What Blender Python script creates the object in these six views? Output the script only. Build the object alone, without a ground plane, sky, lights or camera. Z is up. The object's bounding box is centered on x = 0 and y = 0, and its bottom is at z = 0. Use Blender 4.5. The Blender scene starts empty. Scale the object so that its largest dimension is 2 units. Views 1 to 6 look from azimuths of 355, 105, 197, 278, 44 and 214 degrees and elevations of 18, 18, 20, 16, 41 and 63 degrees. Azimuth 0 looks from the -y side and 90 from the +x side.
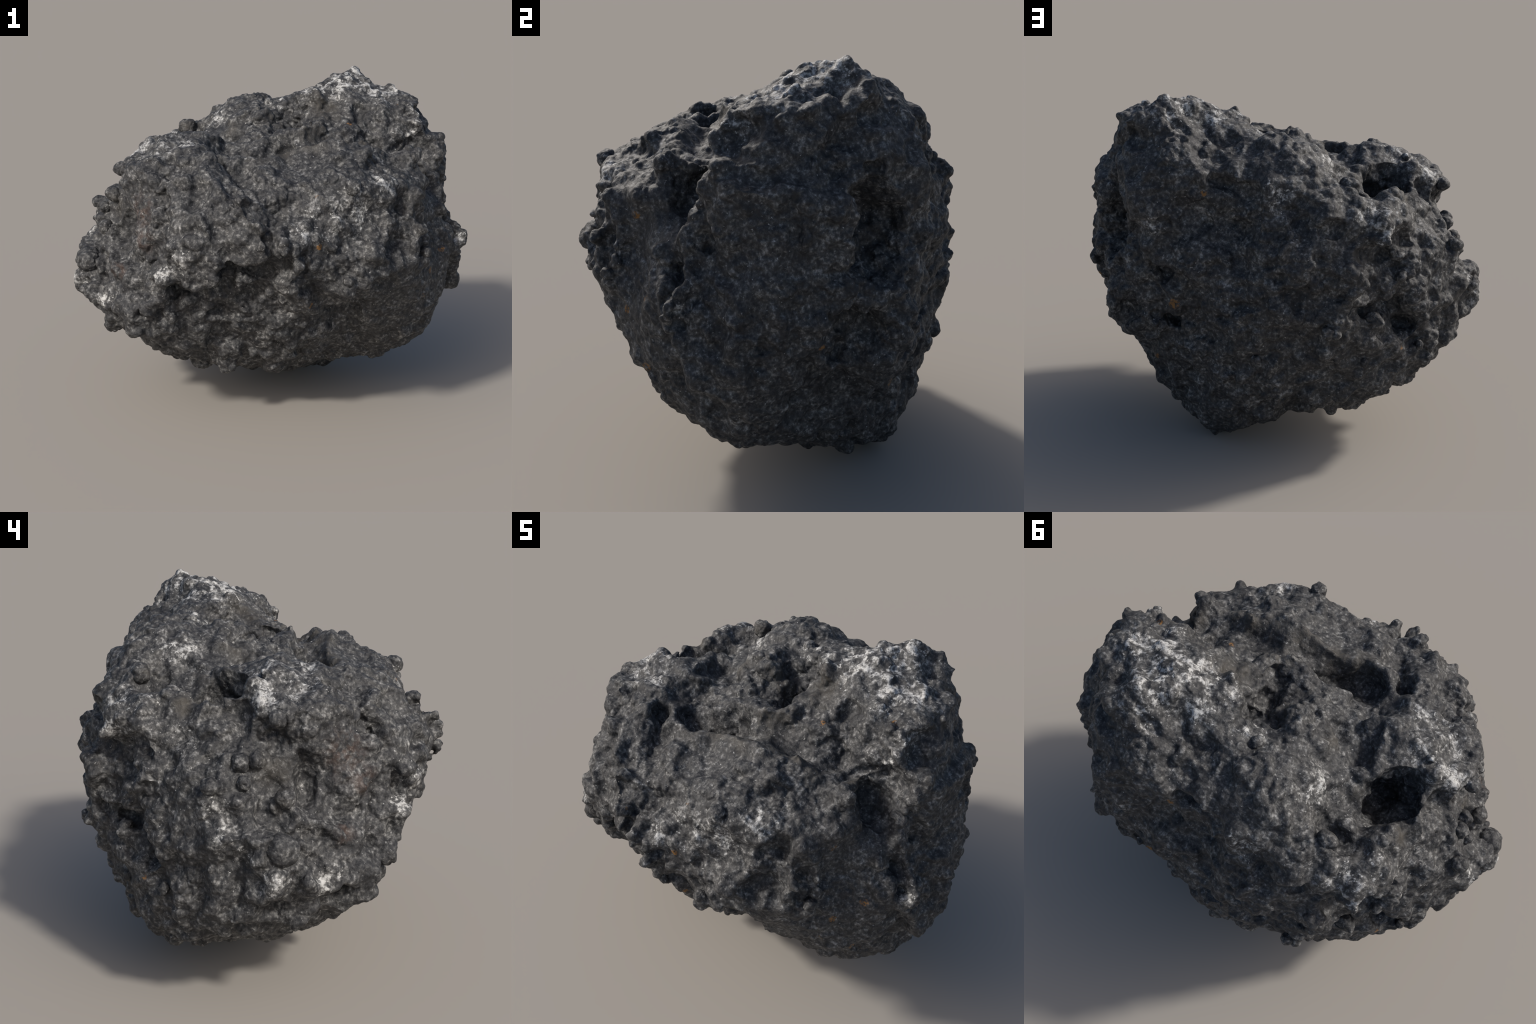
"""A fist of dark vesicular lava: a lofted lump, its ledges, clefts, pits and swells,
a knobbly clinker skin, and pale mineral bloom on the proud places."""
import math
import numpy as np

# ---------------------------------------------------------------- body loft
HEART = np.array([0.04, 0.08, 0.85])          # point inside the rock that every profile is measured from
# Cross-sections: cones of given elevation about HEART, radii every 15 degrees of azimuth (0 = -y, 90 = +x)
SECTIONS = {
    -90: [0.751],
    -75: [0.69, 0.69, 0.70, 0.70, 0.71, 0.73, 0.75, 0.78, 0.80, 0.82, 0.83, 0.83, 0.83, 0.82, 0.81, 0.79, 0.77, 0.76, 0.74, 0.73, 0.71, 0.70, 0.69, 0.69],
    -60: [0.67, 0.67, 0.68, 0.69, 0.72, 0.76, 0.79, 0.84, 0.88, 0.89, 0.92, 0.94, 0.88, 0.83, 0.82, 0.80, 0.78, 0.77, 0.77, 0.77, 0.76, 0.72, 0.69, 0.68],
    -45: [0.68, 0.67, 0.69, 0.72, 0.78, 0.85, 0.88, 0.85, 0.84, 0.85, 0.82, 0.81, 0.81, 0.78, 0.78, 0.81, 0.86, 0.84, 0.81, 0.83, 0.81, 0.76, 0.72, 0.69],
    -30: [0.70, 0.68, 0.68, 0.77, 0.85, 0.92, 0.94, 0.86, 0.80, 0.77, 0.74, 0.71, 0.72, 0.72, 0.75, 0.78, 0.87, 0.92, 0.92, 0.89, 0.89, 0.83, 0.74, 0.69],
    -15: [0.70, 0.69, 0.71, 0.78, 0.88, 0.91, 0.97, 0.89, 0.87, 0.85, 0.73, 0.64, 0.71, 0.71, 0.73, 0.80, 0.82, 0.92, 1.01, 1.03, 1.00, 0.92, 0.78, 0.74],
    0: [0.82, 0.79, 0.81, 0.85, 0.84, 0.93, 0.95, 0.93, 0.87, 0.87, 0.77, 0.67, 0.68, 0.72, 0.75, 0.80, 0.76, 0.86, 1.00, 1.03, 0.95, 0.94, 0.88, 0.77],
    15: [0.84, 0.80, 0.80, 0.91, 0.80, 0.88, 0.89, 0.96, 0.91, 0.86, 0.81, 0.74, 0.68, 0.73, 0.82, 0.84, 0.83, 0.90, 0.93, 0.91, 0.91, 0.93, 0.92, 0.91],
    30: [0.79, 0.83, 0.86, 0.85, 0.87, 0.83, 0.99, 0.99, 0.96, 0.93, 0.94, 0.72, 0.71, 0.75, 0.82, 0.86, 0.88, 0.86, 0.87, 0.94, 0.94, 0.94, 0.89, 0.86],
    45: [0.72, 0.75, 0.80, 0.79, 0.80, 0.82, 0.96, 1.05, 1.04, 1.02, 0.93, 0.80, 0.78, 0.82, 0.81, 0.80, 0.79, 0.73, 0.77, 0.84, 0.80, 0.78, 0.71, 0.71],
    60: [0.64, 0.67, 0.71, 0.70, 0.68, 0.73, 0.82, 0.92, 0.96, 0.96, 0.87, 0.83, 0.81, 0.80, 0.80, 0.77, 0.72, 0.70, 0.68, 0.67, 0.64, 0.62, 0.62, 0.62],
    75: [0.63, 0.65, 0.68, 0.70, 0.71, 0.73, 0.74, 0.76, 0.77, 0.79, 0.78, 0.76, 0.73, 0.70, 0.69, 0.69, 0.68, 0.67, 0.66, 0.64, 0.63, 0.62, 0.61, 0.62],
    90: [0.664],
}

# ---------------------------------------------------------------- relief strokes
# name, control points along the feature, half width, height (+ stands out, - cuts in)
STROKES = [
    ("trough", [(-0.16, -0.26, 1.36), (0.00, -0.23, 1.40), (0.15, -0.20, 1.43), (0.30, -0.18, 1.44), (0.45, -0.13, 1.43), (0.57, -0.09, 1.41)], 0.08, -0.095),
    ("near_ledge", [(-0.18, -0.37, 1.36), (0.00, -0.34, 1.39), (0.15, -0.31, 1.42), (0.27, -0.28, 1.44), (0.42, -0.24, 1.43)], 0.055, 0.03),
    ("spine", [(-0.42, -0.36, 1.39), (-0.37, -0.44, 1.36), (-0.32, -0.52, 1.33), (-0.26, -0.61, 1.29), (-0.23, -0.69, 1.23), (-0.16, -0.74, 1.17)], 0.08, 0.03),
    ("spine_step", [(-0.29, -0.37, 1.37), (-0.21, -0.47, 1.34), (-0.13, -0.57, 1.31), (-0.09, -0.64, 1.26), (-0.05, -0.72, 1.15)], 0.065, -0.065),
    ("spine_step", [(-0.26, -0.55, 1.32), (-0.17, -0.65, 1.27), (-0.14, -0.71, 1.21), (-0.11, -0.75, 1.15), (-0.08, -0.76, 1.09)], 0.045, -0.035),
    ("dust_hollow", [(-0.36, 0.38, 1.44), (-0.44, 0.38, 1.41), (-0.53, 0.39, 1.37), (-0.57, 0.37, 1.35)], 0.05, -0.04),
    ("pit_shelf", [(-0.45, 0.38, 1.40), (-0.51, 0.24, 1.38), (-0.56, 0.10, 1.36)], 0.09, -0.075),
    ("pit_inlet", [(-0.23, -0.01, 1.43), (-0.30, 0.04, 1.43), (-0.37, 0.09, 1.43)], 0.05, -0.03),
    ("hollow", [(0.06, 0.16, 1.55), (0.05, 0.06, 1.51)], 0.09, -0.035),
    ("crack", [(0.11, 0.63, 1.40), (0.04, 0.65, 1.38), (-0.03, 0.67, 1.35)], 0.05, -0.04),
    ("broad_hollow", [(0.16, 0.66, 1.31), (0.08, 0.68, 1.25), (0.02, 0.70, 1.21)], 0.15, -0.045),
    ("sharp_rock", [(-0.25, 0.70, 1.25), (-0.24, 0.73, 1.19), (-0.22, 0.75, 1.13)], 0.055, 0.05),
    ("under_slab", [(-0.40, 0.73, 1.14), (-0.51, 0.66, 1.12), (-0.59, 0.58, 1.10), (-0.64, 0.50, 1.11)], 0.045, -0.02),
    ("under_ledge", [(-0.55, 0.60, 0.85), (-0.60, 0.48, 0.83), (-0.65, 0.42, 0.86), (-0.71, 0.38, 0.80), (-0.75, 0.36, 0.73)], 0.05, -0.05),
    ("under_ledge", [(-0.00, 0.77, 0.85), (-0.17, 0.77, 0.90), (-0.27, 0.76, 0.92), (-0.34, 0.73, 0.86)], 0.045, -0.035),
    ("blob", [(-0.20, 0.70, 0.56), (-0.17, 0.65, 0.41)], 0.045, 0.03),
    ("blob", [(-0.02, 0.70, 0.50), (-0.06, 0.70, 0.51)], 0.04, 0.028),
    ("flake_slot", [(0.62, 0.70, 0.93), (0.57, 0.73, 0.86), (0.55, 0.72, 0.77), (0.58, 0.69, 0.68)], 0.05, -0.05),
    ("lower_recess", [(0.77, 0.55, 0.81), (0.79, 0.50, 0.72), (0.81, 0.43, 0.64), (0.73, 0.37, 0.49)], 0.15, -0.08),
    ("side_cavity", [(0.70, 0.59, 1.22), (0.69, 0.61, 1.14), (0.73, 0.60, 1.06)], 0.11, -0.15),
    ("cleft", [(0.71, -0.05, 1.38), (0.71, -0.10, 1.31), (0.75, -0.12, 1.24)], 0.045, -0.04),
    ("cleft", [(0.64, -0.09, 1.38), (0.71, -0.10, 1.30), (0.76, -0.12, 1.23), (0.82, -0.14, 1.14), (0.87, -0.14, 1.06)], 0.05, -0.05),
    ("slab_edge", [(0.73, -0.00, 1.43), (0.86, 0.05, 1.38), (0.84, -0.02, 1.28), (0.84, -0.05, 1.20), (0.86, -0.06, 1.14)], 0.05, 0.03),
    ("slab_edge", [(0.92, -0.07, 0.99), (0.94, -0.09, 0.95), (0.96, -0.09, 0.89), (0.96, -0.11, 0.84), (0.97, -0.08, 0.77), (0.97, -0.07, 0.72), (0.96, -0.04, 0.65)], 0.045, 0.02),
    ("beside_slab", [(0.94, -0.14, 0.81), (0.94, -0.12, 0.72), (0.92, -0.11, 0.62), (0.94, -0.04, 0.56), (0.91, 0.02, 0.46)], 0.06, -0.04),
    ("front_gap", [(0.65, -0.49, 1.16), (0.69, -0.47, 1.09), (0.70, -0.48, 1.00)], 0.05, -0.05),
    ("front_gap", [(0.07, -0.74, 1.02), (0.08, -0.75, 0.96), (0.06, -0.75, 0.90)], 0.04, -0.04),
    ("under_brow", [(-0.51, -0.63, 0.78), (-0.40, -0.64, 0.75), (-0.28, -0.66, 0.80), (-0.23, -0.69, 0.91), (-0.13, -0.70, 0.90), (-0.04, -0.75, 0.96)], 0.055, -0.07),
    ("belly_recess", [(-0.47, -0.60, 0.71), (-0.28, -0.57, 0.64), (-0.09, -0.63, 0.71)], 0.12, -0.03),
    ("lobe", [(-0.57, -0.62, 0.84), (-0.61, -0.57, 0.71)], 0.065, 0.045),
    ("lobe", [(-0.75, -0.47, 0.70), (-0.72, -0.47, 0.58)], 0.065, 0.045),
    ("gully", [(-0.75, -0.27, 1.11), (-0.81, -0.30, 0.97), (-0.85, -0.31, 0.88), (-0.89, -0.31, 0.75)], 0.05, -0.045),
    ("gully", [(-0.78, -0.18, 1.17), (-0.81, -0.16, 1.07), (-0.89, -0.16, 0.98)], 0.09, -0.045),
    ("rib", [(-0.78, -0.24, 1.07), (-0.84, -0.29, 0.95), (-0.81, -0.36, 0.86)], 0.045, 0.025),
    ("gully", [(-0.77, -0.09, 1.29), (-0.79, -0.12, 1.23), (-0.77, -0.18, 1.17)], 0.04, -0.045),
    ("under_skirt", [(-0.90, -0.15, 0.55), (-0.88, -0.28, 0.58), (-0.79, -0.39, 0.57)], 0.07, -0.05),
    ("flute", [(0.56, -0.49, 1.23), (0.60, -0.53, 1.16), (0.63, -0.56, 1.08)], 0.04, -0.02),
    ("flute_rib", [(0.59, -0.42, 1.26), (0.67, -0.43, 1.17), (0.70, -0.43, 1.06), (0.70, -0.46, 0.96)], 0.05, 0.02),
    ("flute", [(0.55, -0.50, 1.20), (0.53, -0.54, 1.01), (0.52, -0.52, 0.88)], 0.06, -0.06),
    ("ridge_crest", [(0.74, 0.08, 1.50), (0.72, 0.16, 1.57), (0.64, 0.27, 1.63), (0.50, 0.45, 1.66)], 0.06, 0.02),
    ("flute_rib", [(0.64, -0.46, 1.20), (0.63, -0.52, 1.04), (0.61, -0.50, 0.90)], 0.05, 0.02),
    ("flute_rib", [(0.93, -0.08, 0.97), (0.95, -0.09, 0.91), (0.94, -0.14, 0.86)], 0.035, 0.03),
    ("flute", [(0.90, -0.12, 1.03), (0.93, -0.14, 0.94)], 0.04, -0.03),
    ("crest", [(0.47, 0.48, 1.66), (0.61, 0.37, 1.65), (0.73, 0.25, 1.61), (0.73, 0.10, 1.53), (0.71, 0.01, 1.46)], 0.07, 0.025),
    ("saddle", [(0.58, -0.02, 1.47), (0.50, -0.02, 1.48)], 0.05, -0.02),
    ("crevice", [(-0.58, -0.55, 1.18), (-0.59, -0.56, 1.10), (-0.56, -0.61, 1.00), (-0.52, -0.65, 0.95)], 0.04, -0.03),
    ("crevice", [(-0.65, -0.55, 0.94), (-0.65, -0.56, 0.86), (-0.67, -0.54, 0.78)], 0.04, -0.04),
    ("lobe", [(0.64, -0.43, 1.21), (0.67, -0.53, 1.10)], 0.05, 0.025),
    ("lobe", [(0.51, -0.58, 1.08), (0.53, -0.59, 0.92)], 0.05, 0.03),
    ("crevice", [(0.57, -0.56, 1.13), (0.60, -0.58, 0.97)], 0.04, -0.035),
    ("crevice", [(0.24, -0.68, 1.00), (0.32, -0.67, 0.87)], 0.03, -0.02),
    ("under_brow", [(0.10, -0.73, 0.83), (0.27, -0.62, 0.75), (0.39, -0.61, 0.79), (0.50, -0.58, 0.81)], 0.06, -0.035),
    ("crevice", [(0.49, -0.11, 1.44), (0.51, -0.20, 1.42), (0.55, -0.20, 1.41)], 0.04, -0.03),
    ("crevice", [(0.04, 0.13, 1.53), (0.08, 0.04, 1.52), (0.11, -0.04, 1.51)], 0.04, -0.045),
    ("crevice", [(-0.55, -0.35, 1.37), (-0.44, -0.49, 1.35)], 0.04, -0.04),
    ("slab_rim", [(0.82, 0.51, 0.97), (0.82, 0.50, 0.92), (0.86, 0.44, 0.89), (0.86, 0.42, 0.81), (0.87, 0.38, 0.74), (0.86, 0.37, 0.68), (0.87, 0.31, 0.63), (0.83, 0.29, 0.54), (0.81, 0.25, 0.47)], 0.05, 0.03),
    ("slab_rim", [(0.79, 0.51, 0.73), (0.79, 0.46, 0.62), (0.81, 0.40, 0.61)], 0.04, 0.02),
    ("shelf", [(0.81, 0.51, 0.90), (0.74, 0.59, 0.85), (0.68, 0.67, 0.78), (0.65, 0.68, 0.73)], 0.05, 0.03),
    ("shelf_recess", [(0.77, 0.55, 0.82), (0.72, 0.61, 0.75)], 0.08, -0.04),
    ("crevice", [(-0.02, 0.74, 1.06), (-0.16, 0.76, 1.05), (-0.19, 0.77, 0.99)], 0.05, -0.035),
    ("crevice", [(-0.33, 0.75, 0.92), (-0.41, 0.72, 0.89), (-0.47, 0.70, 0.94)], 0.04, -0.03),
    ("crevice", [(-0.06, 0.69, 1.28), (-0.03, 0.70, 1.20)], 0.045, -0.03),
    ("crevice", [(0.27, 0.67, 0.62), (0.11, 0.73, 0.67), (0.05, 0.75, 0.64)], 0.05, -0.03),
    ("crevice", [(-0.63, 0.21, 1.31), (-0.67, 0.26, 1.29)], 0.03, -0.03),
    ("lip", [(-0.26, 0.30, 1.49), (-0.33, 0.22, 1.44), (-0.38, 0.15, 1.41)], 0.06, 0.03),
    ("crevice", [(0.03, -0.19, 1.41), (-0.06, -0.24, 1.38), (-0.12, -0.32, 1.36)], 0.05, -0.035),
    ("crevice", [(-0.59, -0.42, 1.34), (-0.61, -0.46, 1.29), (-0.61, -0.49, 1.24)], 0.04, -0.02),
    ("crevice", [(-0.57, 0.60, 1.13), (-0.64, 0.49, 1.12), (-0.72, 0.40, 1.14)], 0.05, -0.04),
    ("crevice", [(-0.76, 0.32, 1.16), (-0.80, 0.29, 1.10), (-0.80, 0.32, 1.05)], 0.04, -0.04),
    ("lobe", [(-0.67, 0.44, 0.97), (-0.79, 0.33, 1.05)], 0.04, 0.03),
    ("crevice", [(-0.68, 0.40, 0.88), (-0.67, 0.42, 0.78), (-0.73, 0.39, 0.71)], 0.05, -0.045),
]
# broad rises and dips of the body: name, centre, height at the centre
SWELLS = [
    ("swell", (0.35, -0.10, 1.40), 0.026),
    ("swell", (0.58, -0.12, 1.33), 0.008),
    ("swell", (0.65, -0.32, 1.25), 0.029),
    ("hollow", (0.72, 0.03, 1.31), -0.045),
    ("swell", (0.43, -0.54, 1.26), 0.012),
    ("hollow", (0.57, 0.23, 1.60), -0.045),
    ("swell", (-0.20, 0.06, 1.39), 0.005),
    ("swell", (0.64, -0.17, 1.34), 0.018),
    ("hollow", (0.60, 0.41, 1.62), -0.045),
    ("hollow", (0.68, 0.45, 1.47), -0.025),
    ("swell", (-0.12, 0.22, 1.49), 0.019),
    ("swell", (-0.09, 0.41, 1.52), 0.014),
    ("hollow", (0.81, 0.11, 1.45), -0.034),
    ("swell", (0.56, 0.51, 1.60), 0.040),
    ("swell", (0.39, 0.34, 1.65), 0.019),
    ("swell", (0.25, 0.45, 1.53), 0.026),
    ("swell", (-0.05, 0.16, 1.52), 0.028),
    ("swell", (0.18, 0.59, 1.33), 0.017),
    ("hollow", (0.52, 0.64, 1.51), -0.045),
    ("hollow", (0.54, 0.69, 1.07), -0.035),
    ("hollow", (0.05, 0.67, 1.12), -0.045),
    ("swell", (-0.07, 0.38, 1.53), 0.012),
    ("hollow", (0.39, 0.74, 1.34), -0.045),
    ("hollow", (0.42, 0.75, 0.87), -0.045),
    ("hollow", (0.37, 0.60, 0.67), -0.045),
    ("swell", (0.16, 0.60, 1.42), 0.019),
    ("hollow", (-0.41, 0.72, 1.02), -0.033),
    ("hollow", (-0.49, 0.65, 1.12), -0.034),
    ("swell", (-0.39, 0.62, 1.29), 0.025),
    ("swell", (-0.62, 0.49, 1.20), 0.038),
    ("swell", (-0.37, 0.08, 1.30), 0.014),
    ("swell", (-0.31, 0.46, 1.43), 0.015),
    ("hollow", (-0.63, 0.46, 1.04), -0.035),
    ("hollow", (-0.88, -0.07, 1.01), -0.021),
    ("swell", (-0.77, 0.31, 0.81), 0.023),
    ("swell", (-0.66, 0.44, 0.89), 0.023),
    ("hollow", (-0.91, 0.15, 0.69), -0.045),
    ("swell", (-0.05, -0.10, 1.40), 0.019),
    ("swell", (-0.52, -0.04, 1.38), 0.009),
    ("hollow", (-0.68, 0.41, 1.14), -0.036),
    ("hollow", (-0.79, 0.25, 1.15), -0.041),
    ("hollow", (-0.74, -0.27, 1.01), -0.045),
    ("swell", (-0.64, 0.39, 1.27), 0.025),
    ("hollow", (-0.89, -0.15, 0.88), -0.032),
    ("hollow", (-0.50, -0.59, 0.77), -0.033),
    ("hollow", (-0.06, -0.65, 0.78), -0.045),
    ("swell", (-0.30, -0.69, 0.97), 0.006),
    ("swell", (0.07, -0.21, 1.37), 0.031),
    ("swell", (-0.64, -0.32, 1.33), 0.033),
    ("hollow", (-0.65, -0.56, 0.97), -0.040),
    ("swell", (-0.19, -0.73, 1.05), 0.015),
    ("hollow", (0.33, -0.51, 0.64), -0.045),
    ("hollow", (0.15, -0.72, 0.85), -0.045),
    ("hollow", (-0.19, -0.61, 0.78), -0.042),
    ("swell", (0.45, -0.49, 1.29), 0.029),
    ("hollow", (0.53, -0.56, 1.00), -0.045),
    ("swell", (0.40, -0.62, 0.98), 0.036),
    ("swell", (0.03, -0.71, 0.96), 0.024),
    ("undercut", (0.36, -0.36, 0.34), -0.080),
    ("hollow", (0.12, -0.50, 0.48), -0.020),
    ("hollow", (-0.28, -0.54, 0.55), -0.015),
    ("hollow", (0.02, 0.14, 1.49), -0.026),
    ("hollow", (0.03, 0.04, 1.45), -0.010),
    ("hollow", (0.07, -0.42, 1.37), -0.019),
    ("swell", (0.58, -0.07, 1.35), 0.031),
    ("hollow", (0.41, -0.46, 1.34), -0.028),
    ("hollow", (0.59, -0.28, 1.35), -0.023),
    ("swell", (0.39, -0.12, 1.39), 0.017),
    ("hollow", (0.03, 0.22, 1.55), -0.018),
    ("hollow", (0.23, 0.42, 1.59), -0.024),
    ("hollow", (0.50, 0.34, 1.66), -0.019),
    ("hollow", (0.07, -0.31, 1.38), -0.010),
    ("swell", (0.61, -0.02, 1.46), 0.018),
    ("swell", (0.38, -0.09, 1.44), 0.016),
    ("hollow", (0.81, 0.15, 1.48), -0.025),
    ("hollow", (0.59, 0.38, 1.62), -0.019),
    ("hollow", (0.15, 0.60, 1.50), -0.035),
    ("hollow", (0.02, 0.46, 1.57), -0.029),
    ("hollow", (0.53, 0.63, 1.49), -0.033),
    ("hollow", (0.32, 0.75, 1.19), -0.019),
    ("hollow", (0.10, 0.66, 1.12), -0.031),
    ("swell", (0.25, 0.66, 1.34), 0.029),
    ("swell", (0.50, 0.66, 1.36), 0.023),
    ("hollow", (0.40, 0.47, 1.67), -0.007),
    ("hollow", (0.43, 0.74, 0.87), -0.021),
    ("hollow", (0.08, 0.62, 1.35), -0.021),
    ("swell", (-0.03, 0.64, 1.14), 0.039),
    ("hollow", (-0.02, 0.75, 0.95), -0.031),
    ("hollow", (-0.41, 0.70, 1.02), -0.024),
    ("hollow", (-0.25, 0.73, 1.23), -0.026),
    ("hollow", (0.30, 0.77, 1.10), -0.034),
    ("hollow", (-0.36, 0.32, 1.38), -0.012),
    ("swell", (-0.63, 0.55, 1.19), 0.027),
    ("swell", (-0.67, 0.40, 1.10), 0.027),
    ("hollow", (-0.54, 0.57, 1.24), -0.020),
    ("hollow", (-0.59, 0.54, 1.02), -0.036),
    ("hollow", (-0.79, 0.32, 0.99), -0.025),
    ("hollow", (-0.70, 0.22, 1.26), -0.010),
    ("swell", (-0.57, 0.64, 1.02), 0.037),
    ("hollow", (-0.89, 0.12, 0.67), -0.011),
    ("hollow", (-0.35, 0.19, 1.45), -0.038),
    ("swell", (-0.43, 0.17, 1.24), 0.032),
    ("hollow", (-0.70, 0.01, 1.32), -0.028),
    ("hollow", (-0.74, 0.24, 1.17), -0.022),
    ("hollow", (-0.69, -0.25, 1.00), -0.021),
    ("swell", (-0.74, -0.17, 1.12), 0.037),
    ("hollow", (-0.72, -0.37, 1.04), -0.020),
    ("swell", (-0.43, -0.16, 1.42), 0.021),
    ("hollow", (-0.65, -0.52, 0.94), -0.024),
    ("hollow", (-0.77, -0.40, 0.89), -0.021),
    ("hollow", (-0.59, -0.46, 1.22), -0.024),
    ("hollow", (0.41, -0.59, 1.19), -0.027),
    ("hollow", (0.53, -0.53, 0.99), -0.023),
    ("swell", (0.45, -0.58, 1.00), 0.033),
    ("hollow", (0.64, -0.48, 1.17), -0.020),
    ("hollow", (0.02, 0.13, 1.49), -0.018),
    ("hollow", (0.03, 0.20, 1.53), -0.016),
    ("hollow", (0.02, 0.24, 1.55), -0.005),
    ("hollow", (0.03, 0.13, 1.48), -0.016),
    ("hollow", (-0.32, 0.18, 1.43), -0.019),
    ("swell", (0.30, -0.64, 0.81), 0.022),
    ("swell", (0.25, -0.67, 0.89), 0.016),
    ("swell", (0.03, -0.76, 0.96), 0.013),
    ("swell", (0.36, -0.45, 0.72), 0.023),
    ("swell", (0.02, -0.70, 0.92), 0.025),
    ("swell", (-0.13, -0.62, 0.88), 0.017),
    ("swell", (0.01, 0.60, 1.23), 0.014),
    ("swell", (0.25, 0.66, 1.33), 0.020),
    ("swell", (0.50, 0.67, 1.38), 0.024),
    ("swell", (-0.03, 0.65, 1.14), 0.022),
    ("swell", (0.45, -0.59, 1.00), 0.015),
    ("hollow", (0.55, -0.47, 1.19), -0.023),
    ("hollow", (0.06, -0.41, 1.35), -0.022),
    ("hollow", (-0.25, 0.64, 1.26), -0.019),
    ("hollow", (-0.36, 0.32, 1.38), -0.022),
    ("hollow", (-0.73, -0.12, 1.24), -0.014),
    ("swell", (0.52, 0.24, 1.63), 0.022),
    ("hollow", (0.57, -0.30, 1.34), -0.015),
]
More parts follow.
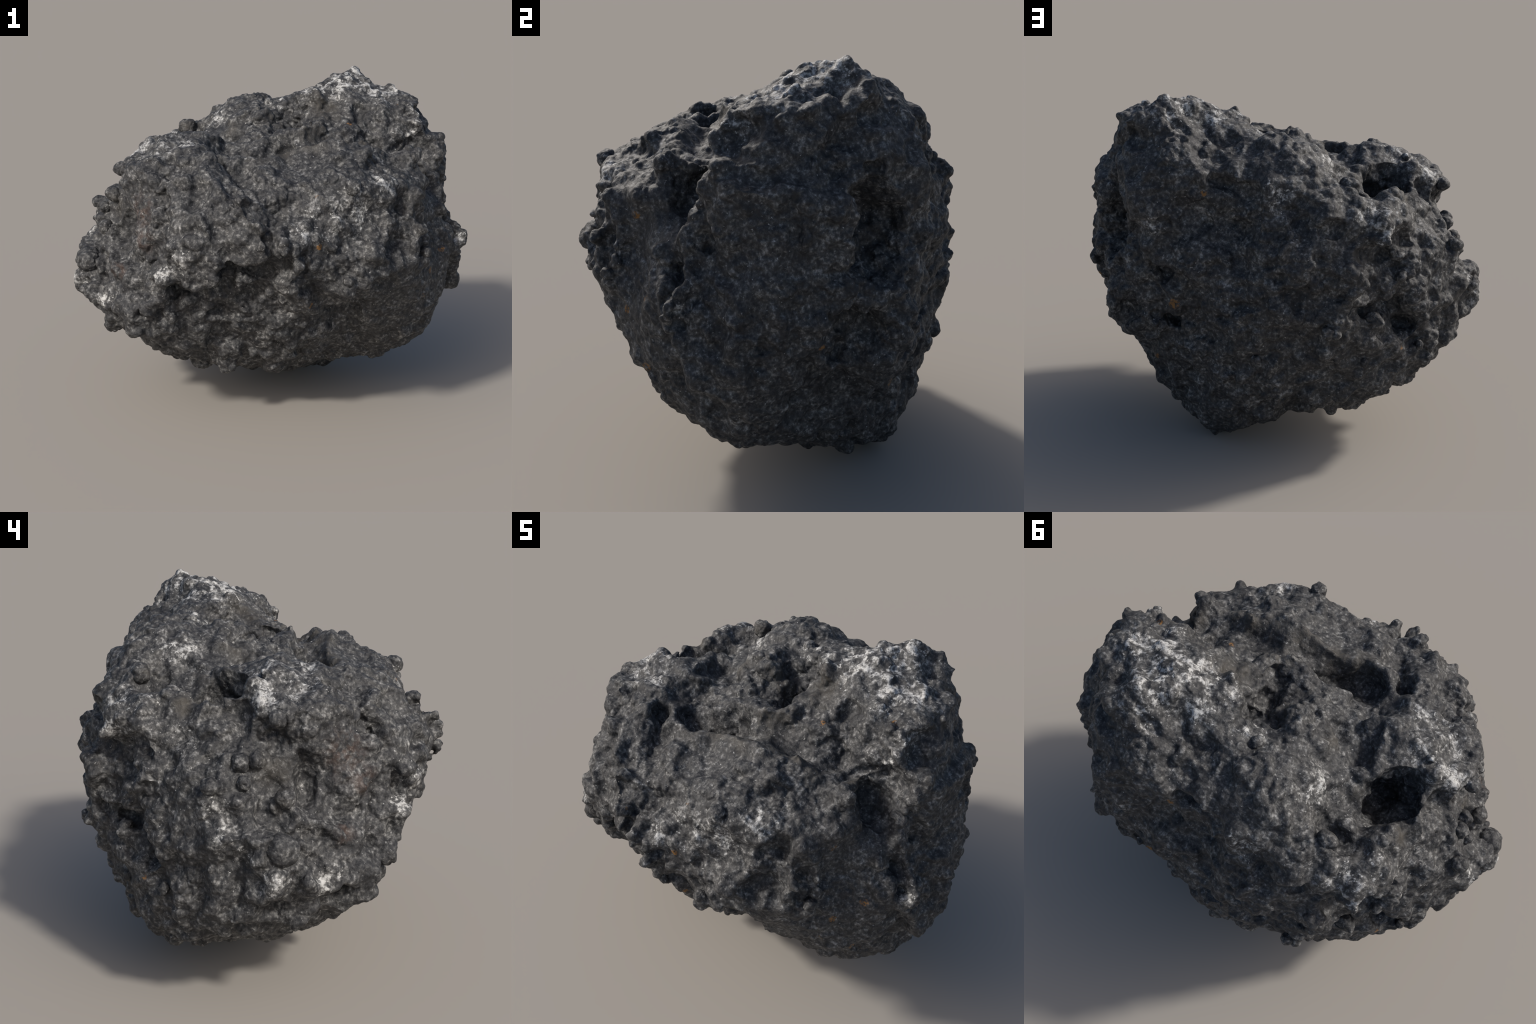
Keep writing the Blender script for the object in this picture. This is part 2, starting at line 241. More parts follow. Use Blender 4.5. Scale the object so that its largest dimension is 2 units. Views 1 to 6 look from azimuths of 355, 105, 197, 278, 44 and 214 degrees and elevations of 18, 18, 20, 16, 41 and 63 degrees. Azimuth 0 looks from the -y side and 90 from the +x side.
# round pits and balls: name, centre, radius, height
LUMPS = [
    ("pit", (-0.56, 0.12, 1.36), 0.125, -0.17),
    ("hole", (0.13, 0.49, 1.56), 0.07, -0.035),
    ("ball", (-0.70, 0.43, 1.01), 0.03, 0.025),
    ("pocket", (-0.24, -0.70, 0.92), 0.04, -0.07),
    ("pocket", (-0.55, -0.45, 1.34), 0.05, -0.05),
    ("pocket", (-0.60, -0.52, 1.20), 0.06, -0.04),
    ("ball", (-0.86, -0.19, 0.99), 0.045, 0.03),
    ("ball", (-0.79, -0.39, 0.83), 0.04, 0.03),
    ("pocket", (-0.65, 0.49, 1.10), 0.05, -0.03),
    ("pocket", (-0.58, 0.51, 0.84), 0.05, -0.03),
    ("pocket", (-0.74, 0.38, 0.72), 0.05, -0.03),
    ("pocket", (-0.80, 0.29, 1.10), 0.04, -0.03),
    ("block", (-0.09, 0.12, 1.50), 0.09, 0.035),
    ("knob", (0.42, -0.35, 1.40), 0.06, 0.035),
    ("knob", (-0.02, -0.75, 1.07), 0.055, 0.03),
    ("knob", (0.04, -0.75, 0.96), 0.04, 0.03),
    ("knob", (-0.48, 0.29, 1.37), 0.05, 0.04),
    ("knob", (-0.45, 0.43, 1.39), 0.06, 0.03),
    ("corner", (-0.67, -0.09, 1.40), 0.07, 0.03),
    ("knob", (-0.23, -0.69, 1.23), 0.06, 0.03),
    ("knob", (-0.56, -0.38, 1.36), 0.04, 0.02),
    ("hole", (0.88, 0.00, 1.15), 0.04, -0.03),
    ("hole", (0.91, 0.34, 1.19), 0.035, -0.04),
    ("hole", (0.96, 0.23, 0.79), 0.04, -0.03),
    ("hole", (0.33, 0.68, 0.67), 0.045, -0.06),
    ("hole", (0.39, 0.75, 0.93), 0.05, -0.045),
    ("knob", (0.44, 0.74, 0.81), 0.055, 0.03),
    ("hole", (0.69, 0.61, 1.18), 0.06, -0.05),
    ("knob", (0.42, -0.21, 1.43), 0.05, 0.035),
    ("knob", (0.41, -0.36, 1.41), 0.05, 0.03),
    ("knob", (0.65, -0.21, 1.35), 0.06, 0.035),
    ("brow", (0.63, -0.22, 1.37), 0.08, 0.03),
    ("block", (-0.45, -0.66, 1.09), 0.12, 0.025),
    ("ball", (-0.75, -0.45, 0.83), 0.06, 0.03),
    ("knob", (-0.13, -0.75, 1.14), 0.04, 0.025),
    ("knob", (-0.13, -0.77, 1.06), 0.03, 0.02),
    ("knob", (-0.44, -0.65, 0.79), 0.03, 0.035),
    ("knob", (-0.31, -0.69, 0.86), 0.05, 0.03),
    ("knob", (-0.10, -0.64, 0.75), 0.045, 0.03),
    ("knob", (-0.19, -0.61, 0.68), 0.045, 0.025),
    ("knob", (-0.25, -0.37, 0.35), 0.04, 0.03),
    ("knob", (0.37, -0.36, 0.40), 0.05, 0.04),
    ("knob", (0.29, -0.67, 0.86), 0.04, 0.025),
    ("knob", (0.18, -0.50, 0.51), 0.04, 0.02),
    ("knob", (-0.13, 0.03, 1.47), 0.05, 0.03),
    ("knob", (-0.01, 0.08, 1.50), 0.05, 0.03),
    ("knob", (0.12, -0.17, 1.46), 0.06, 0.03),
    ("knob", (0.82, -0.01, 1.33), 0.05, 0.03),
    ("knob", (0.84, -0.16, 1.09), 0.05, 0.04),
    ("pocket", (0.61, 0.58, 1.52), 0.05, -0.04),
    ("pocket", (0.67, 0.58, 1.34), 0.05, -0.04),
    ("knob", (0.75, 0.42, 1.50), 0.05, 0.02),
    ("nose", (0.75, 0.54, 1.22), 0.06, 0.04),
    ("pocket", (0.52, 0.72, 1.40), 0.06, -0.03),
    ("pocket", (0.43, 0.45, 0.15), 0.06, -0.04),
    ("foot", (0.22, 0.51, 0.03), 0.06, 0.02),
    ("pocket", (-0.43, 0.66, 1.26), 0.05, -0.04),
    ("pocket", (-0.41, 0.73, 1.11), 0.04, -0.03),
    ("knob", (0.34, 0.66, 0.56), 0.06, 0.025),
    ("knob", (0.07, 0.69, 0.46), 0.05, 0.02),
    ("pocket", (0.31, 0.60, 0.28), 0.05, -0.03),
    ("knob", (-0.05, 0.70, 0.49), 0.06, 0.03),
    ("knob", (-0.61, 0.26, 1.32), 0.06, 0.03),
    ("knob", (-0.69, 0.16, 1.29), 0.05, 0.02),
    ("knob", (-0.03, 0.44, 1.55), 0.06, 0.03),
    ("knob", (-0.21, 0.42, 1.52), 0.07, 0.02),
    ("knob", (-0.16, 0.54, 1.50), 0.06, 0.02),
    ("pocket", (-0.69, -0.52, 0.66), 0.04, -0.05),
    ("pocket", (-0.79, -0.42, 0.61), 0.04, -0.05),
    ("pocket", (-0.72, -0.46, 0.91), 0.05, -0.04),
    ("knob", (-0.91, -0.28, 0.68), 0.05, 0.03),
    ("knob", (-0.60, 0.49, 0.77), 0.045, 0.03),
    ("knob", (-0.46, 0.68, 0.75), 0.04, 0.03),
    ("knob", (-0.82, 0.30, 0.71), 0.07, 0.03),
    ("knob", (-0.86, 0.23, 0.86), 0.04, 0.02),
    ("knob", (-0.89, 0.07, 1.05), 0.05, 0.02),
    ("knob", (-0.90, 0.20, 0.66), 0.05, 0.02),
]
# round pebbles caught in the lava, each a piece of its own: x, y, z, radius
NODULES = [
    (-0.603, 0.490, 0.773, 0.036),
    (-0.452, 0.676, 0.754, 0.03),
    (-0.589, 0.522, 0.552, 0.022),
    (-0.819, 0.307, 0.605, 0.022),
    (-0.841, -0.044, 1.134, 0.03),
    (-0.828, -0.031, 1.124, 0.034),
    (-0.864, -0.045, 1.054, 0.03),
    (-0.855, -0.197, 0.996, 0.034),
    (-0.930, -0.185, 0.820, 0.058),
    (-0.800, -0.146, 1.278, 0.034),
    (-0.820, -0.089, 1.145, 0.032),
    (0.300, -0.590, 1.294, 0.038),
    (-0.008, 0.305, 1.524, 0.026),
    (-0.587, -0.090, 1.418, 0.018),
    (-0.437, 0.420, 1.405, 0.042),
    (-0.889, 0.078, 1.043, 0.034),
    (0.291, -0.673, 0.858, 0.028),
    (-0.113, 0.721, 0.580, 0.022),
    (0.701, -0.458, 0.949, 0.03),
]


def cubic(p0, p1, p2, p3, t):
    return p1 + 0.5 * t * (p2 - p0 + t * (2 * p0 - 5 * p1 + 4 * p2 - p3 + t * (3 * (p1 - p2) + p3 - p0)))


def loft_radius(d):
    """Radius of the body in unit directions d, cubic between the sections."""
    n = 24
    rows = np.array([SECTIONS[e] * (n // len(SECTIONS[e])) for e in sorted(SECTIONS)])
    over = np.roll(rows, n // 2, axis=1)              # across a pole the opposite meridian goes on
    rows = np.vstack([over[1:2], rows, over[-2:-1]])
    az = np.degrees(np.arctan2(d[:, 0], -d[:, 1])) % 360 / (360 / n)
    el = (np.degrees(np.arcsin(np.clip(d[:, 2], -1, 1))) + 90) / 15
    j = np.minimum(el.astype(int), 11)
    v, i = el - j, az.astype(int)
    u = az - i
    cols = [(i + k) % n for k in (-1, 0, 1, 2)]
    line = [cubic(*(rows[j + k, c] for c in cols), u) for k in range(4)]
    return cubic(*line, v)


# ---------------------------------------------------------------- noise (seeded, vectorised)
def lattice(ix, iy, iz, seed):
    with np.errstate(over="ignore"):
        h = ix.astype(np.uint32) * np.uint32(374761393) + iy.astype(np.uint32) * np.uint32(668265263) + iz.astype(np.uint32) * np.uint32(2147483647) + np.uint32(seed * 2654435 + 97)
        h = (h ^ (h >> np.uint32(13))) * np.uint32(1274126177)
        h = (h ^ (h >> np.uint32(16))) * np.uint32(2246822519)
        return h ^ (h >> np.uint32(13))


def unit(h):
    return (h & np.uint32(0xFFFF)).astype(np.float32) / 65535.0


def value_noise(p, scale, seed):
    """Smooth noise, about -1 to 1."""
    q = p / scale
    f = np.floor(q)
    i = f.astype(np.int64)
    t = (q - f).astype(np.float32)
    t = t * t * t * (t * (t * 6 - 15) + 10)
    out = 0
    for dx in (0, 1):
        for dy in (0, 1):
            for dz in (0, 1):
                w = np.abs(1 - dx - t[:, 0]) * np.abs(1 - dy - t[:, 1]) * np.abs(1 - dz - t[:, 2])
                out = out + w * unit(lattice(i[:, 0] + dx, i[:, 1] + dy, i[:, 2] + dz, seed))
    return out * 2 - 1


def fractal(p, scale, seed, octaves=3, gain=0.5):
    return sum(gain ** k * value_noise(p + 0.37 * k, scale / 2.03 ** k, seed + k) for k in range(octaves))


def knobs(p, cell, seed, fill=1.0):
    """Botryoidal skin: the upper envelope of balls of uneven size strewn one to a cell. 0 to about 1."""
    q = p / cell
    i = np.floor(q).astype(np.int64)
    q = q.astype(np.float32)
    top = np.zeros(len(p), np.float32)
    for dx in (-1, 0, 1):
        for dy in (-1, 0, 1):
            for dz in (-1, 0, 1):
                a, b, c = i[:, 0] + dx, i[:, 1] + dy, i[:, 2] + dz
                h, g = lattice(a, b, c, seed), lattice(a, b, c, seed + 57)
                x = a + 0.15 + 0.7 * unit(h)
                y = b + 0.15 + 0.7 * unit(h >> np.uint32(16))
                z = c + 0.15 + 0.7 * unit(g)
                s = unit(g >> np.uint32(16))
                r = 0.45 + 0.50 * s ** 1.5
                d2 = ((q[:, 0] - x) ** 2 + (q[:, 1] - y) ** 2 + (q[:, 2] - z) ** 2) / r ** 2
                bump = np.maximum(0, 1 - d2) ** 0.9 * r
                if fill < 1:
                    bump = bump * (s < fill)
                top = np.maximum(top, bump)
    return top


def stroke_distance(p, points):
    """Distance from p to a polyline."""
    best = np.full(len(p), 9.0, np.float32)
    pts = [np.array(a, float) for a in points]
    if len(pts) == 1:
        return np.linalg.norm(p - pts[0], axis=1)
    for a, b in zip(pts, pts[1:]):
        ab = b - a
        t = np.clip(((p - a) @ ab) / max(ab @ ab, 1e-9), 0, 1)
        best = np.minimum(best, np.linalg.norm(p - a - t[:, None] * ab, axis=1))
    return best


def normals_of(p, f):
    n = np.zeros_like(p)
    fn = np.cross(p[f[:, 1]] - p[f[:, 0]], p[f[:, 2]] - p[f[:, 0]])
    for k in range(3):
        for axis in range(3):
            n[:, axis] += np.bincount(f[:, k], fn[:, axis], minlength=len(p))
    return n / (np.linalg.norm(n, axis=1, keepdims=True) + 1e-12)


def settle(values, edges, rounds):
    """Averages per-vertex vectors over their neighbours."""
    a, b = edges[:, 0], edges[:, 1]
    count = np.bincount(a, minlength=len(values)) + np.bincount(b, minlength=len(values)) + 1.0
    for _ in range(rounds):
        values = np.stack([(v + np.bincount(a, v[b], minlength=len(v)) + np.bincount(b, v[a], minlength=len(v))) / count for v in values.T], 1)
    return values


def soft_normals(p, f, edges, rounds):
    n = settle(normals_of(p, f), edges, rounds)
    return n / (np.linalg.norm(n, axis=1, keepdims=True) + 1e-12)


def craggy(p):
    """How knobbly the skin is: the broken face towards +x is the smoothest, the back and the left end the roughest."""
    side = np.clip((p[:, 0] * 1.1 - p[:, 1] * 0.4 - 0.25) / 0.6, 0, 1)
    back = np.clip((p[:, 1] + 0.25 - 0.3 * p[:, 0]) / 0.7, 0, 1) * np.clip((1.45 - p[:, 2]) / 0.3, 0, 1)
    return np.clip(0.95 - 0.30 * side + 0.20 * back + 0.45 * fractal(p, 0.38, 71, 2), 0.50, 1.4)


SMOOTH_FLOORED = ("trough", "pit_shelf", "dust_hollow")


def floor_calm(p):
    """1 on open rock, sinking to 0.3 on the dusty floors of the trough and the basin."""
    calm = np.ones(len(p))
    for name, points, width, height in STROKES:
        if name in SMOOTH_FLOORED:
            x = stroke_distance(p, points) / (width + 0.03)
            calm = np.minimum(calm, 0.3 + 0.7 * np.clip(x * x, 0, 1))
    return calm


def block_out(d, f, edges):
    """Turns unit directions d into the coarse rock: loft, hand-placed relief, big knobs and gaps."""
    p = HEART + d * loft_radius(d)[:, None]
    n = soft_normals(p, f, edges, 6)
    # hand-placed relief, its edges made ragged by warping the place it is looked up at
    warp = np.stack([fractal(p, 0.16, 11 + 7 * k, 3) for k in range(3)], 1) * 0.028
    q = p + warp
    lift = sum(height * np.exp(-((p - np.array(centre)) ** 2).sum(1) / (0.19 if name == "undercut" else 0.10) ** 2) for name, centre, height in SWELLS)
    for name, points, width, height in STROKES:
        x = stroke_distance(q, points) / width
        lift += height * np.maximum(0, 1 - x * x / 1.5) ** 1.5
    for name, centre, radius, height in LUMPS:
        x = np.linalg.norm(p + (0.4 if height > 0 else 1.1) * warp - np.array(centre), axis=1) / radius
        lift += height * np.sqrt(np.maximum(0, 1 - x * x))
    p = p + n * lift[:, None]
    n = soft_normals(p, f, edges, 10)
    w = np.stack([fractal(p, 0.09, 41 + 5 * k, 3) for k in range(3)], 1)
    calm = floor_calm(p)
    c = craggy(p) * calm
    h = 0.012 * fractal(p, 0.30, 3, 3)
    h -= 0.050 * c * np.abs(fractal(p + 0.02 * w, 0.24, 51, 3))             # creases between blocks
    h += 0.038 * c * knobs(p + 0.030 * w, 0.150, 5, 0.6)
    p = p + n * (h - h.mean() - 0.012)[:, None]
    n = soft_normals(p, f, edges, 5)
    h = 0.034 * calm * np.clip(c + 0.5 * fractal(p, 0.15, 91, 2), 0.25, 1.5) * knobs(p + 0.020 * w, 0.085, 25, 0.8)
    h -= 0.012 * np.abs(fractal(p, 0.085, 61, 2))
    return p + n * (h - h.mean())[:, None]


def knob_skin(p, f, edges):
    """Small knobs and grain on the remeshed rock."""
    n = soft_normals(p, f, edges, 4)
    w = np.stack([fractal(p, 0.05, 141 + 5 * k, 2) for k in range(3)], 1)
    small = np.clip(0.62 + 0.8 * fractal(p, 0.20, 81, 2), 0.25, 1.0)
    small *= floor_calm(p)
    h = 0.018 * small * knobs(p + 0.014 * w, 0.048, 8, 0.85)
    p = p + n * (h - h.mean())[:, None]
    n = soft_normals(p, f, edges, 2)
    h = 0.006 * small * knobs(p + 0.004 * w, 0.024, 19) + 0.003 * fractal(p + 0.01 * w, 0.030, 31, 3)
    return p + n * (h - h.mean())[:, None]


# ---------------------------------------------------------------- build
import bpy
import bmesh


def arrays(me):
    me.calc_loop_triangles()
    p = np.empty(len(me.vertices) * 3)
    me.vertices.foreach_get("co", p)
    f = np.empty(len(me.loop_triangles) * 3, np.int32)
    me.loop_triangles.foreach_get("vertices", f)
    e = np.empty(len(me.edges) * 2, np.int32)
    me.edges.foreach_get("vertices", e)
    return p.reshape(-1, 3), f.reshape(-1, 3), e.reshape(-1, 2)


bm = bmesh.new()
bmesh.ops.create_icosphere(bm, subdivisions=8, radius=1.0)
rough = bpy.data.meshes.new("rough_block")
bm.to_mesh(rough)
bm.free()
d, f, e = arrays(rough)
d = d / np.linalg.norm(d, axis=1, keepdims=True)
rough.vertices.foreach_set("co", block_out(d, f, e).ravel())
rough.update()

helper = bpy.data.objects.new("rough_block", rough)
bpy.context.scene.collection.objects.link(helper)
skin = helper.modifiers.new("weld_into_one_skin", "REMESH")
skin.mode, skin.voxel_size = "VOXEL", 0.0058
mesh = bpy.data.meshes.new_from_object(helper.evaluated_get(bpy.context.evaluated_depsgraph_get()))
mesh.name = "volcanic_rock"
bpy.data.objects.remove(helper)
bpy.data.meshes.remove(rough)

p, f, e = arrays(mesh)
p = settle(p, e, 3)
p = knob_skin(p, f, e)
print("lowest", p[:, 2].min())
p[:, 2] -= p[:, 2].min()
mesh.vertices.foreach_set("co", p.ravel())
mesh.update()
mesh.polygons.foreach_set("use_smooth", np.ones(len(mesh.polygons), bool))
rock = bpy.data.objects.new("volcanic_rock", mesh)
bpy.context.scene.collection.objects.link(rock)
rock["label"] = "dark grey lumpy volcanic rock with pale mineral crust"
rock["category"] = "lava rock"

def nodule_mesh(centre, radius, seed):
    """A slightly lumpy, slightly flattened pebble, modelled in the rock's own coordinates."""
    ball = bmesh.new()
    bmesh.ops.create_icosphere(ball, subdivisions=5, radius=1.0)
    me = bpy.data.meshes.new("nodule")
    ball.to_mesh(me)
    ball.free()
    u, fu, eu = arrays(me)
    stretch = np.random.default_rng(seed).uniform(0.88, 1.14, 3)
    q = u * radius * stretch
    lump = 0.16 * radius * fractal(u, 0.9, 200 + seed, 3) + 0.06 * radius * knobs(u, 0.5, 300 + seed)
    q = centre + q + u * lump[:, None]
    me.vertices.foreach_set("co", q.ravel())
    me.polygons.foreach_set("use_smooth", np.ones(len(me.polygons), bool))
    me.update()
    return me


skin_normal = soft_normals(p, f, e, 8)
nodules = []
for k, (x, y, z, radius) in enumerate(NODULES):
    near_rock = np.argsort(((p - (x, y, z)) ** 2).sum(1))[:40]          # seat it on the skin, half sunk
    seat = p[near_rock].mean(0) + 0.15 * radius * skin_normal[near_rock].mean(0)
    nodule = bpy.data.objects.new("nodule", nodule_mesh(seat, radius, k))
    nodule.parent = rock
    bpy.context.scene.collection.objects.link(nodule)
    nodules.append(nodule)

# ---------------------------------------------------------------- material
m = bpy.data.materials.new("lava_crust")
m.use_nodes = True
nt = m.node_tree
N, Lk = nt.nodes, nt.links
bsdf = N["Principled BSDF"]


def node(kind, **sets):
    x = N.new(kind)
    for k, v in sets.items():
        setattr(x, k, v)
    return x


def link(a, b):
    Lk.new(a, b)


def number(op, a, b=0.0, clamp=False):
    x = node("ShaderNodeMath", operation=op, use_clamp=clamp)
    for s, v in zip(x.inputs, (a, b)):
        if isinstance(v, (int, float)):
            s.default_value = v
        else:
            link(v, s)
    return x.outputs[0]


def ramp(value, lo, hi, to_lo=0.0, to_hi=1.0):
    x = node("ShaderNodeMapRange", interpolation_type="SMOOTHSTEP")
    link(value, x.inputs["Value"])
    for k, v in (("From Min", lo), ("From Max", hi), ("To Min", to_lo), ("To Max", to_hi)):
        x.inputs[k].default_value = v
    return x.outputs[0]


coord = node("ShaderNodeTexCoord").outputs["Object"]


def noise(scale, detail=3.0, rough=0.55, distort=0.0, shift=0.0):
    x = node("ShaderNodeTexNoise")
    mp = node("ShaderNodeMapping")
    mp.inputs["Location"].default_value = (shift, shift * 1.7, -shift)
    link(coord, mp.inputs["Vector"])
    link(mp.outputs[0], x.inputs["Vector"])
    x.inputs["Scale"].default_value = scale
    x.inputs["Detail"].default_value = detail
    x.inputs["Roughness"].default_value = rough
    x.inputs["Distortion"].default_value = distort
    return x.outputs["Fac"]


def blend(fac, a, b):
    x = node("ShaderNodeMix", data_type="RGBA")
    link(fac, x.inputs[0])
    for s, v in ((x.inputs[6], a), (x.inputs[7], b)):
        if isinstance(v, tuple):
            s.default_value = (*v, 1)
        else:
            link(v, s)
    return x.outputs[2]


def near(spots):
    """1 at the given places (x, y, z, radius), fading to 0 at the radius."""
    total = None
    for x, y, z, r in spots:
        dist = node("ShaderNodeVectorMath", operation="DISTANCE")
        link(coord, dist.inputs[0])
        dist.inputs[1].default_value = (x, y, z)
        one = ramp(dist.outputs["Value"], 0.0, r, 1.0, 0.0)
        total = one if total is None else number("MAXIMUM", total, one)
    return total


PALE = [
    (0.14, -0.67, 1.15, 0.14),
    (0.06, -0.71, 1.11, 0.09),
    (0.23, -0.64, 1.20, 0.09),
    (0.32, -0.63, 1.17, 0.17),
    (0.31, -0.58, 1.29, 0.09),
    (0.46, -0.50, 1.30, 0.12),
    (0.43, -0.58, 1.19, 0.08),
    (0.68, -0.04, 1.42, 0.15),
    (0.75, 0.09, 1.52, 0.12),
    (0.39, 0.18, 1.63, 0.18),
    (0.24, 0.22, 1.62, 0.11),
    (0.56, 0.16, 1.61, 0.15),
    (0.48, 0.31, 1.67, 0.12),
    (0.63, 0.28, 1.65, 0.15),
    (0.39, 0.20, 1.64, 0.18),
    (0.54, 0.20, 1.64, 0.18),
    (0.29, 0.26, 1.65, 0.15),
    (0.74, 0.09, 1.52, 0.11),
    (0.70, -0.01, 1.44, 0.12),
    (0.95, -0.10, 0.92, 0.08),
    (0.47, -0.52, 1.28, 0.08),
    (0.43, 0.39, 1.69, 0.27),
    (0.37, 0.25, 1.66, 0.18),
    (0.22, 0.24, 1.62, 0.15),
    (0.42, 0.54, 1.62, 0.15),
    (0.03, 0.28, 1.55, 0.09),
    (0.23, 0.37, 1.62, 0.12),
    (0.65, 0.27, 1.64, 0.14),
    (0.44, 0.77, 1.15, 0.12),
    (-0.17, 0.67, 1.35, 0.14),
    (0.19, 0.59, 1.47, 0.06),
    (0.41, 0.56, 1.60, 0.12),
    (-0.30, 0.30, 1.47, 0.15),
    (-0.39, 0.26, 1.42, 0.12),
    (-0.60, 0.45, 1.32, 0.14),
    (-0.65, 0.39, 1.29, 0.11),
    (-0.76, 0.22, 1.21, 0.12),
    (-0.52, 0.56, 1.30, 0.08),
    (-0.24, 0.70, 1.25, 0.08),
    (-0.59, -0.09, 1.43, 0.17),
    (-0.72, -0.11, 1.36, 0.12),
    (-0.93, 0.08, 0.96, 0.12),
    (-0.59, -0.25, 1.39, 0.12),
    (-0.63, 0.43, 1.30, 0.18),
    (-0.62, 0.52, 1.22, 0.14),
    (-0.76, 0.22, 1.22, 0.12),
    (-0.39, 0.24, 1.41, 0.12),
    (-0.92, 0.09, 0.97, 0.09),
    (-0.96, 0.03, 0.89, 0.09),
    (-0.97, -0.16, 0.71, 0.11),
    (-0.99, -0.05, 0.80, 0.09),
    (-0.69, -0.11, 1.38, 0.15),
    (-0.65, -0.18, 1.39, 0.14),
    (-0.85, 0.23, 1.06, 0.08),
    (-0.86, -0.35, 0.68, 0.11),
    (-0.57, -0.62, 0.90, 0.09),
    (-0.47, -0.67, 0.97, 0.09),
    (-0.31, -0.73, 1.04, 0.03),
    (-0.64, -0.17, 1.40, 0.15),
    (-0.46, -0.25, 1.40, 0.11),
    (-0.96, -0.18, 0.72, 0.08),
    (-0.85, -0.37, 0.69, 0.09),
]
STAIN = [
    (-0.69, -0.41, 1.12, 0.13),
    (-0.67, -0.50, 1.01, 0.10),
    (-0.77, -0.41, 0.84, 0.07),
    (-0.68, -0.42, 1.13, 0.14),
    (-0.67, -0.49, 1.01, 0.10),
]
OCHRE = [
    (0.276, 0.544, 1.557, 0.026),
    (0.223, 0.518, 1.557, 0.021),
    (0.185, 0.656, 1.326, 0.026),
    (0.264, 0.725, 1.206, 0.023),
    (0.302, 0.717, 0.793, 0.039),
    (0.261, 0.689, 0.728, 0.033),
    (-0.630, 0.452, 0.904, 0.026),
    (-0.736, 0.393, 0.611, 0.026),
    (-0.697, 0.399, 0.458, 0.039),
    (-0.723, 0.259, 1.242, 0.019),
    (-0.637, 0.445, 0.905, 0.026),
    (-0.111, -0.737, 1.163, 0.016),
    (0.142, -0.710, 1.043, 0.026),
    (0.339, -0.639, 1.002, 0.021),
    (0.647, 0.099, 1.559, 0.021),
    (0.406, 0.053, 1.539, 0.016),
    (0.454, 0.031, 1.518, 0.026),
    (0.123, -0.648, 0.740, 0.023),
    (0.716, -0.404, 0.700, 0.016),
    (0.755, -0.367, 0.820, 0.026),
    (0.135, -0.606, 1.251, 0.016),
    (0.706, -0.315, 1.175, 0.026),
    (0.835, -0.179, 1.071, 0.019),
    (0.816, -0.287, 0.608, 0.033),
    (0.839, -0.259, 0.900, 0.026),
    (0.370, -0.028, 1.479, 0.021),
    (0.857, 0.411, 0.748, 0.026),
    (0.449, 0.579, 0.442, 0.026),
    (0.525, 0.383, 0.222, 0.016),
    (0.797, 0.527, 0.915, 0.026),
    (0.826, -0.271, 0.900, 0.026),
    (0.828, -0.253, 0.581, 0.026),
    (-0.690, 0.277, 1.268, 0.016),
]
DUST = [
    (-0.10, -0.32, 1.36, 0.11),
    (-0.00, -0.28, 1.38, 0.11),
    (0.15, -0.26, 1.43, 0.11),
    (0.29, -0.24, 1.45, 0.11),
    (0.40, -0.20, 1.43, 0.09),
    (0.50, -0.21, 1.42, 0.08),
    (-0.38, 0.38, 1.44, 0.09),
    (-0.45, 0.37, 1.40, 0.08),
    (-0.53, 0.39, 1.37, 0.08),
    (-0.43, 0.21, 1.38, 0.09),
    (-0.52, 0.21, 1.34, 0.08),
    (-0.65, 0.22, 1.30, 0.08),
    (0.04, 0.08, 1.51, 0.12),
    (0.26, 0.08, 1.57, 0.15),
    (-0.23, 0.07, 1.46, 0.09),
    (0.20, -0.15, 1.48, 0.15),
    (-0.81, -0.16, 1.08, 0.11),
    (-0.90, -0.16, 0.97, 0.08),
    (0.63, -0.11, 1.39, 0.09),
    (-0.53, 0.34, 1.36, 0.09),
]

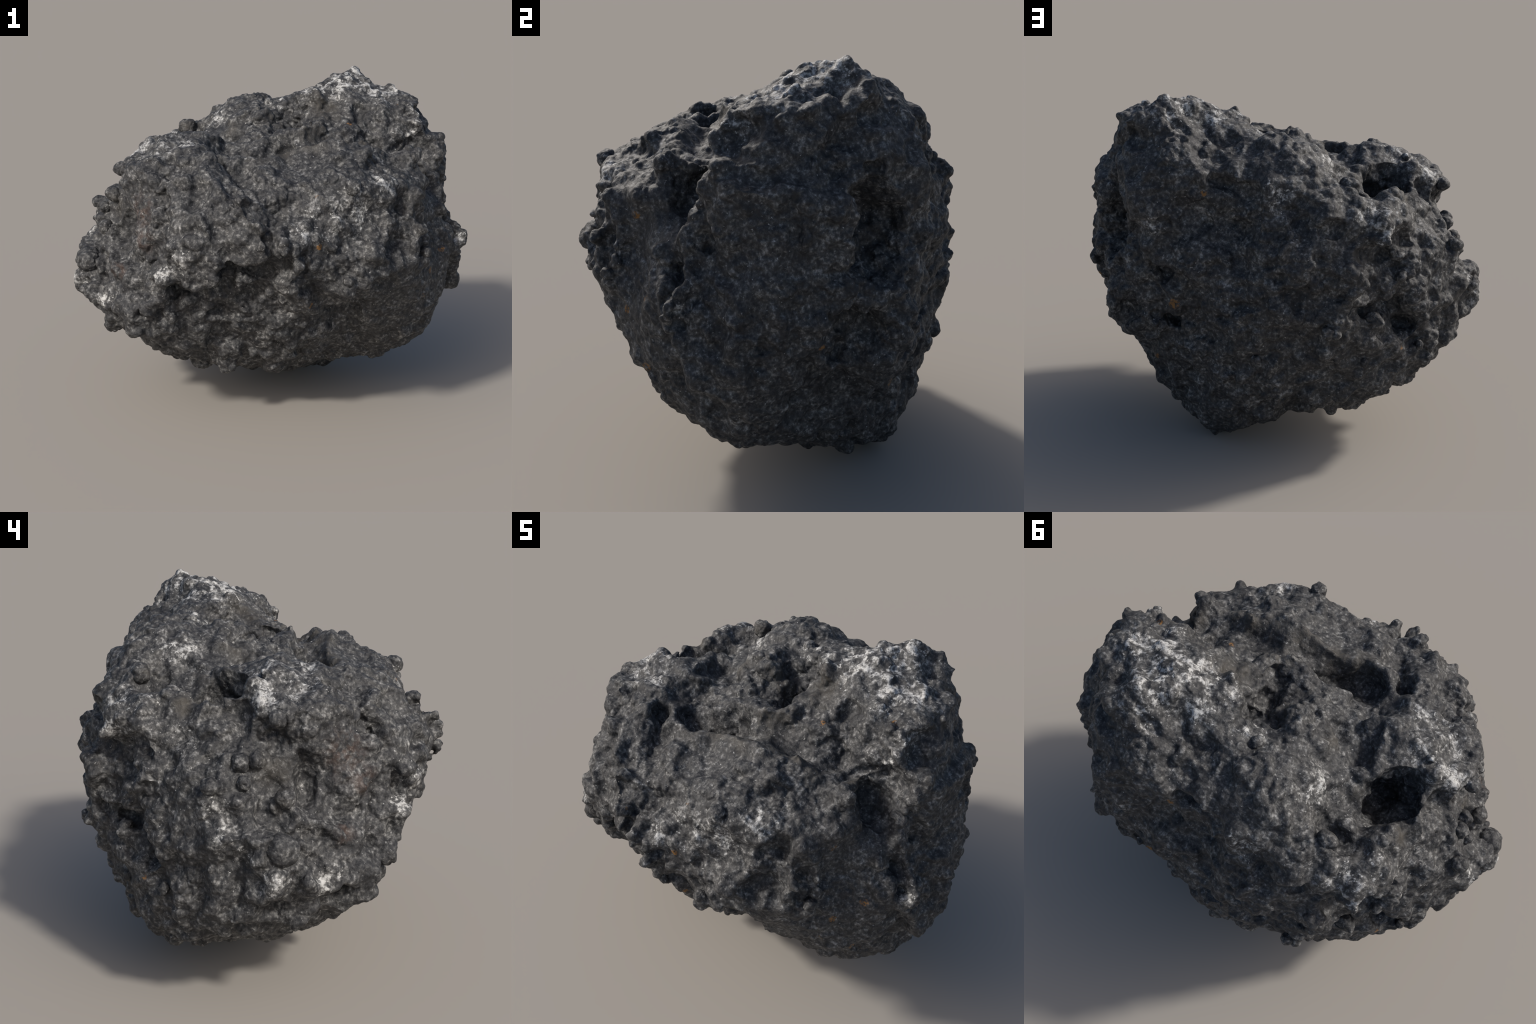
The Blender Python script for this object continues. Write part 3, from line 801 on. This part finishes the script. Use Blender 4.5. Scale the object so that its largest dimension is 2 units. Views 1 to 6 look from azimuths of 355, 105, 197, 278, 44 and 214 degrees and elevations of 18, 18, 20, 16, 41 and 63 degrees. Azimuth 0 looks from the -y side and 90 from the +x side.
grain = noise(58, 4, 0.64)
fine = noise(130, 2, 0.6, shift=3.1)
clump = noise(15, 3, 0.6, shift=6.2)
pale = near(PALE)
dust = near(DUST)
tone = number("ADD", number("ADD", number("MULTIPLY", grain, 0.62), number("MULTIPLY", clump, 0.31)), number("MULTIPLY", fine, 0.07))
bloom = number("MULTIPLY", pale, ramp(noise(15, 3, 0.55, 0.6, shift=1.3), 0.40, 0.62))
tone = number("ADD", tone, number("MULTIPLY", bloom, 0.13))
ramp_node = node("ShaderNodeValToRGB")
link(tone, ramp_node.inputs[0])
stops = ramp_node.color_ramp.elements
stops[0].position, stops[0].color = 0.36, (0.013, 0.0135, 0.015, 1)
stops[1].position, stops[1].color = 0.74, (0.55, 0.548, 0.54, 1)
for place, c in ((0.46, (0.028, 0.0285, 0.031, 1)), (0.54, (0.066, 0.066, 0.066, 1)), (0.62, (0.19, 0.189, 0.186, 1))):  # mid greys darkened toward the baked shade on the rock's unlit faces
    e = stops.new(place)
    e.color = c
grey = ramp_node.outputs[0]
col = blend(number("MULTIPLY", dust, ramp(noise(30, 3, 0.6, shift=8.8), 0.35, 0.6, 0.55, 0.9)), grey, (0.062, 0.056, 0.047))
crust = number("ADD", number("MULTIPLY", bloom, 0.27), number("MULTIPLY", noise(64, 4, 0.72, shift=5.0), 1.25))
col = blend(number("MULTIPLY", ramp(crust, 0.79, 0.93), 0.9), col, (0.50, 0.50, 0.49))
stain = number("MULTIPLY", near(STAIN), ramp(noise(26, 3), 0.40, 0.62))
col = blend(number("MULTIPLY", stain, 0.4), col, (0.10, 0.052, 0.032))
ochre = number("MULTIPLY", ramp(near(OCHRE), 0.1, 0.5), ramp(noise(70, 2, shift=4.0), 0.42, 0.58))
col = blend(number("MULTIPLY", ochre, 0.8), col, (0.26, 0.125, 0.03))
link(col, bsdf.inputs["Base Color"])
bsdf.inputs["Roughness"].default_value = 0.62
bsdf.inputs["Specular IOR Level"].default_value = 0.4
bump = node("ShaderNodeBump")
bump.inputs["Strength"].default_value = 0.55
bump.inputs["Distance"].default_value = 0.006
link(number("ADD", noise(120, 4, 0.6, shift=2.0), number("MULTIPLY", grain, 0.8)), bump.inputs["Height"])
link(bump.outputs[0], bsdf.inputs["Normal"])
for piece in [rock] + nodules:
    piece.data.materials.append(m)
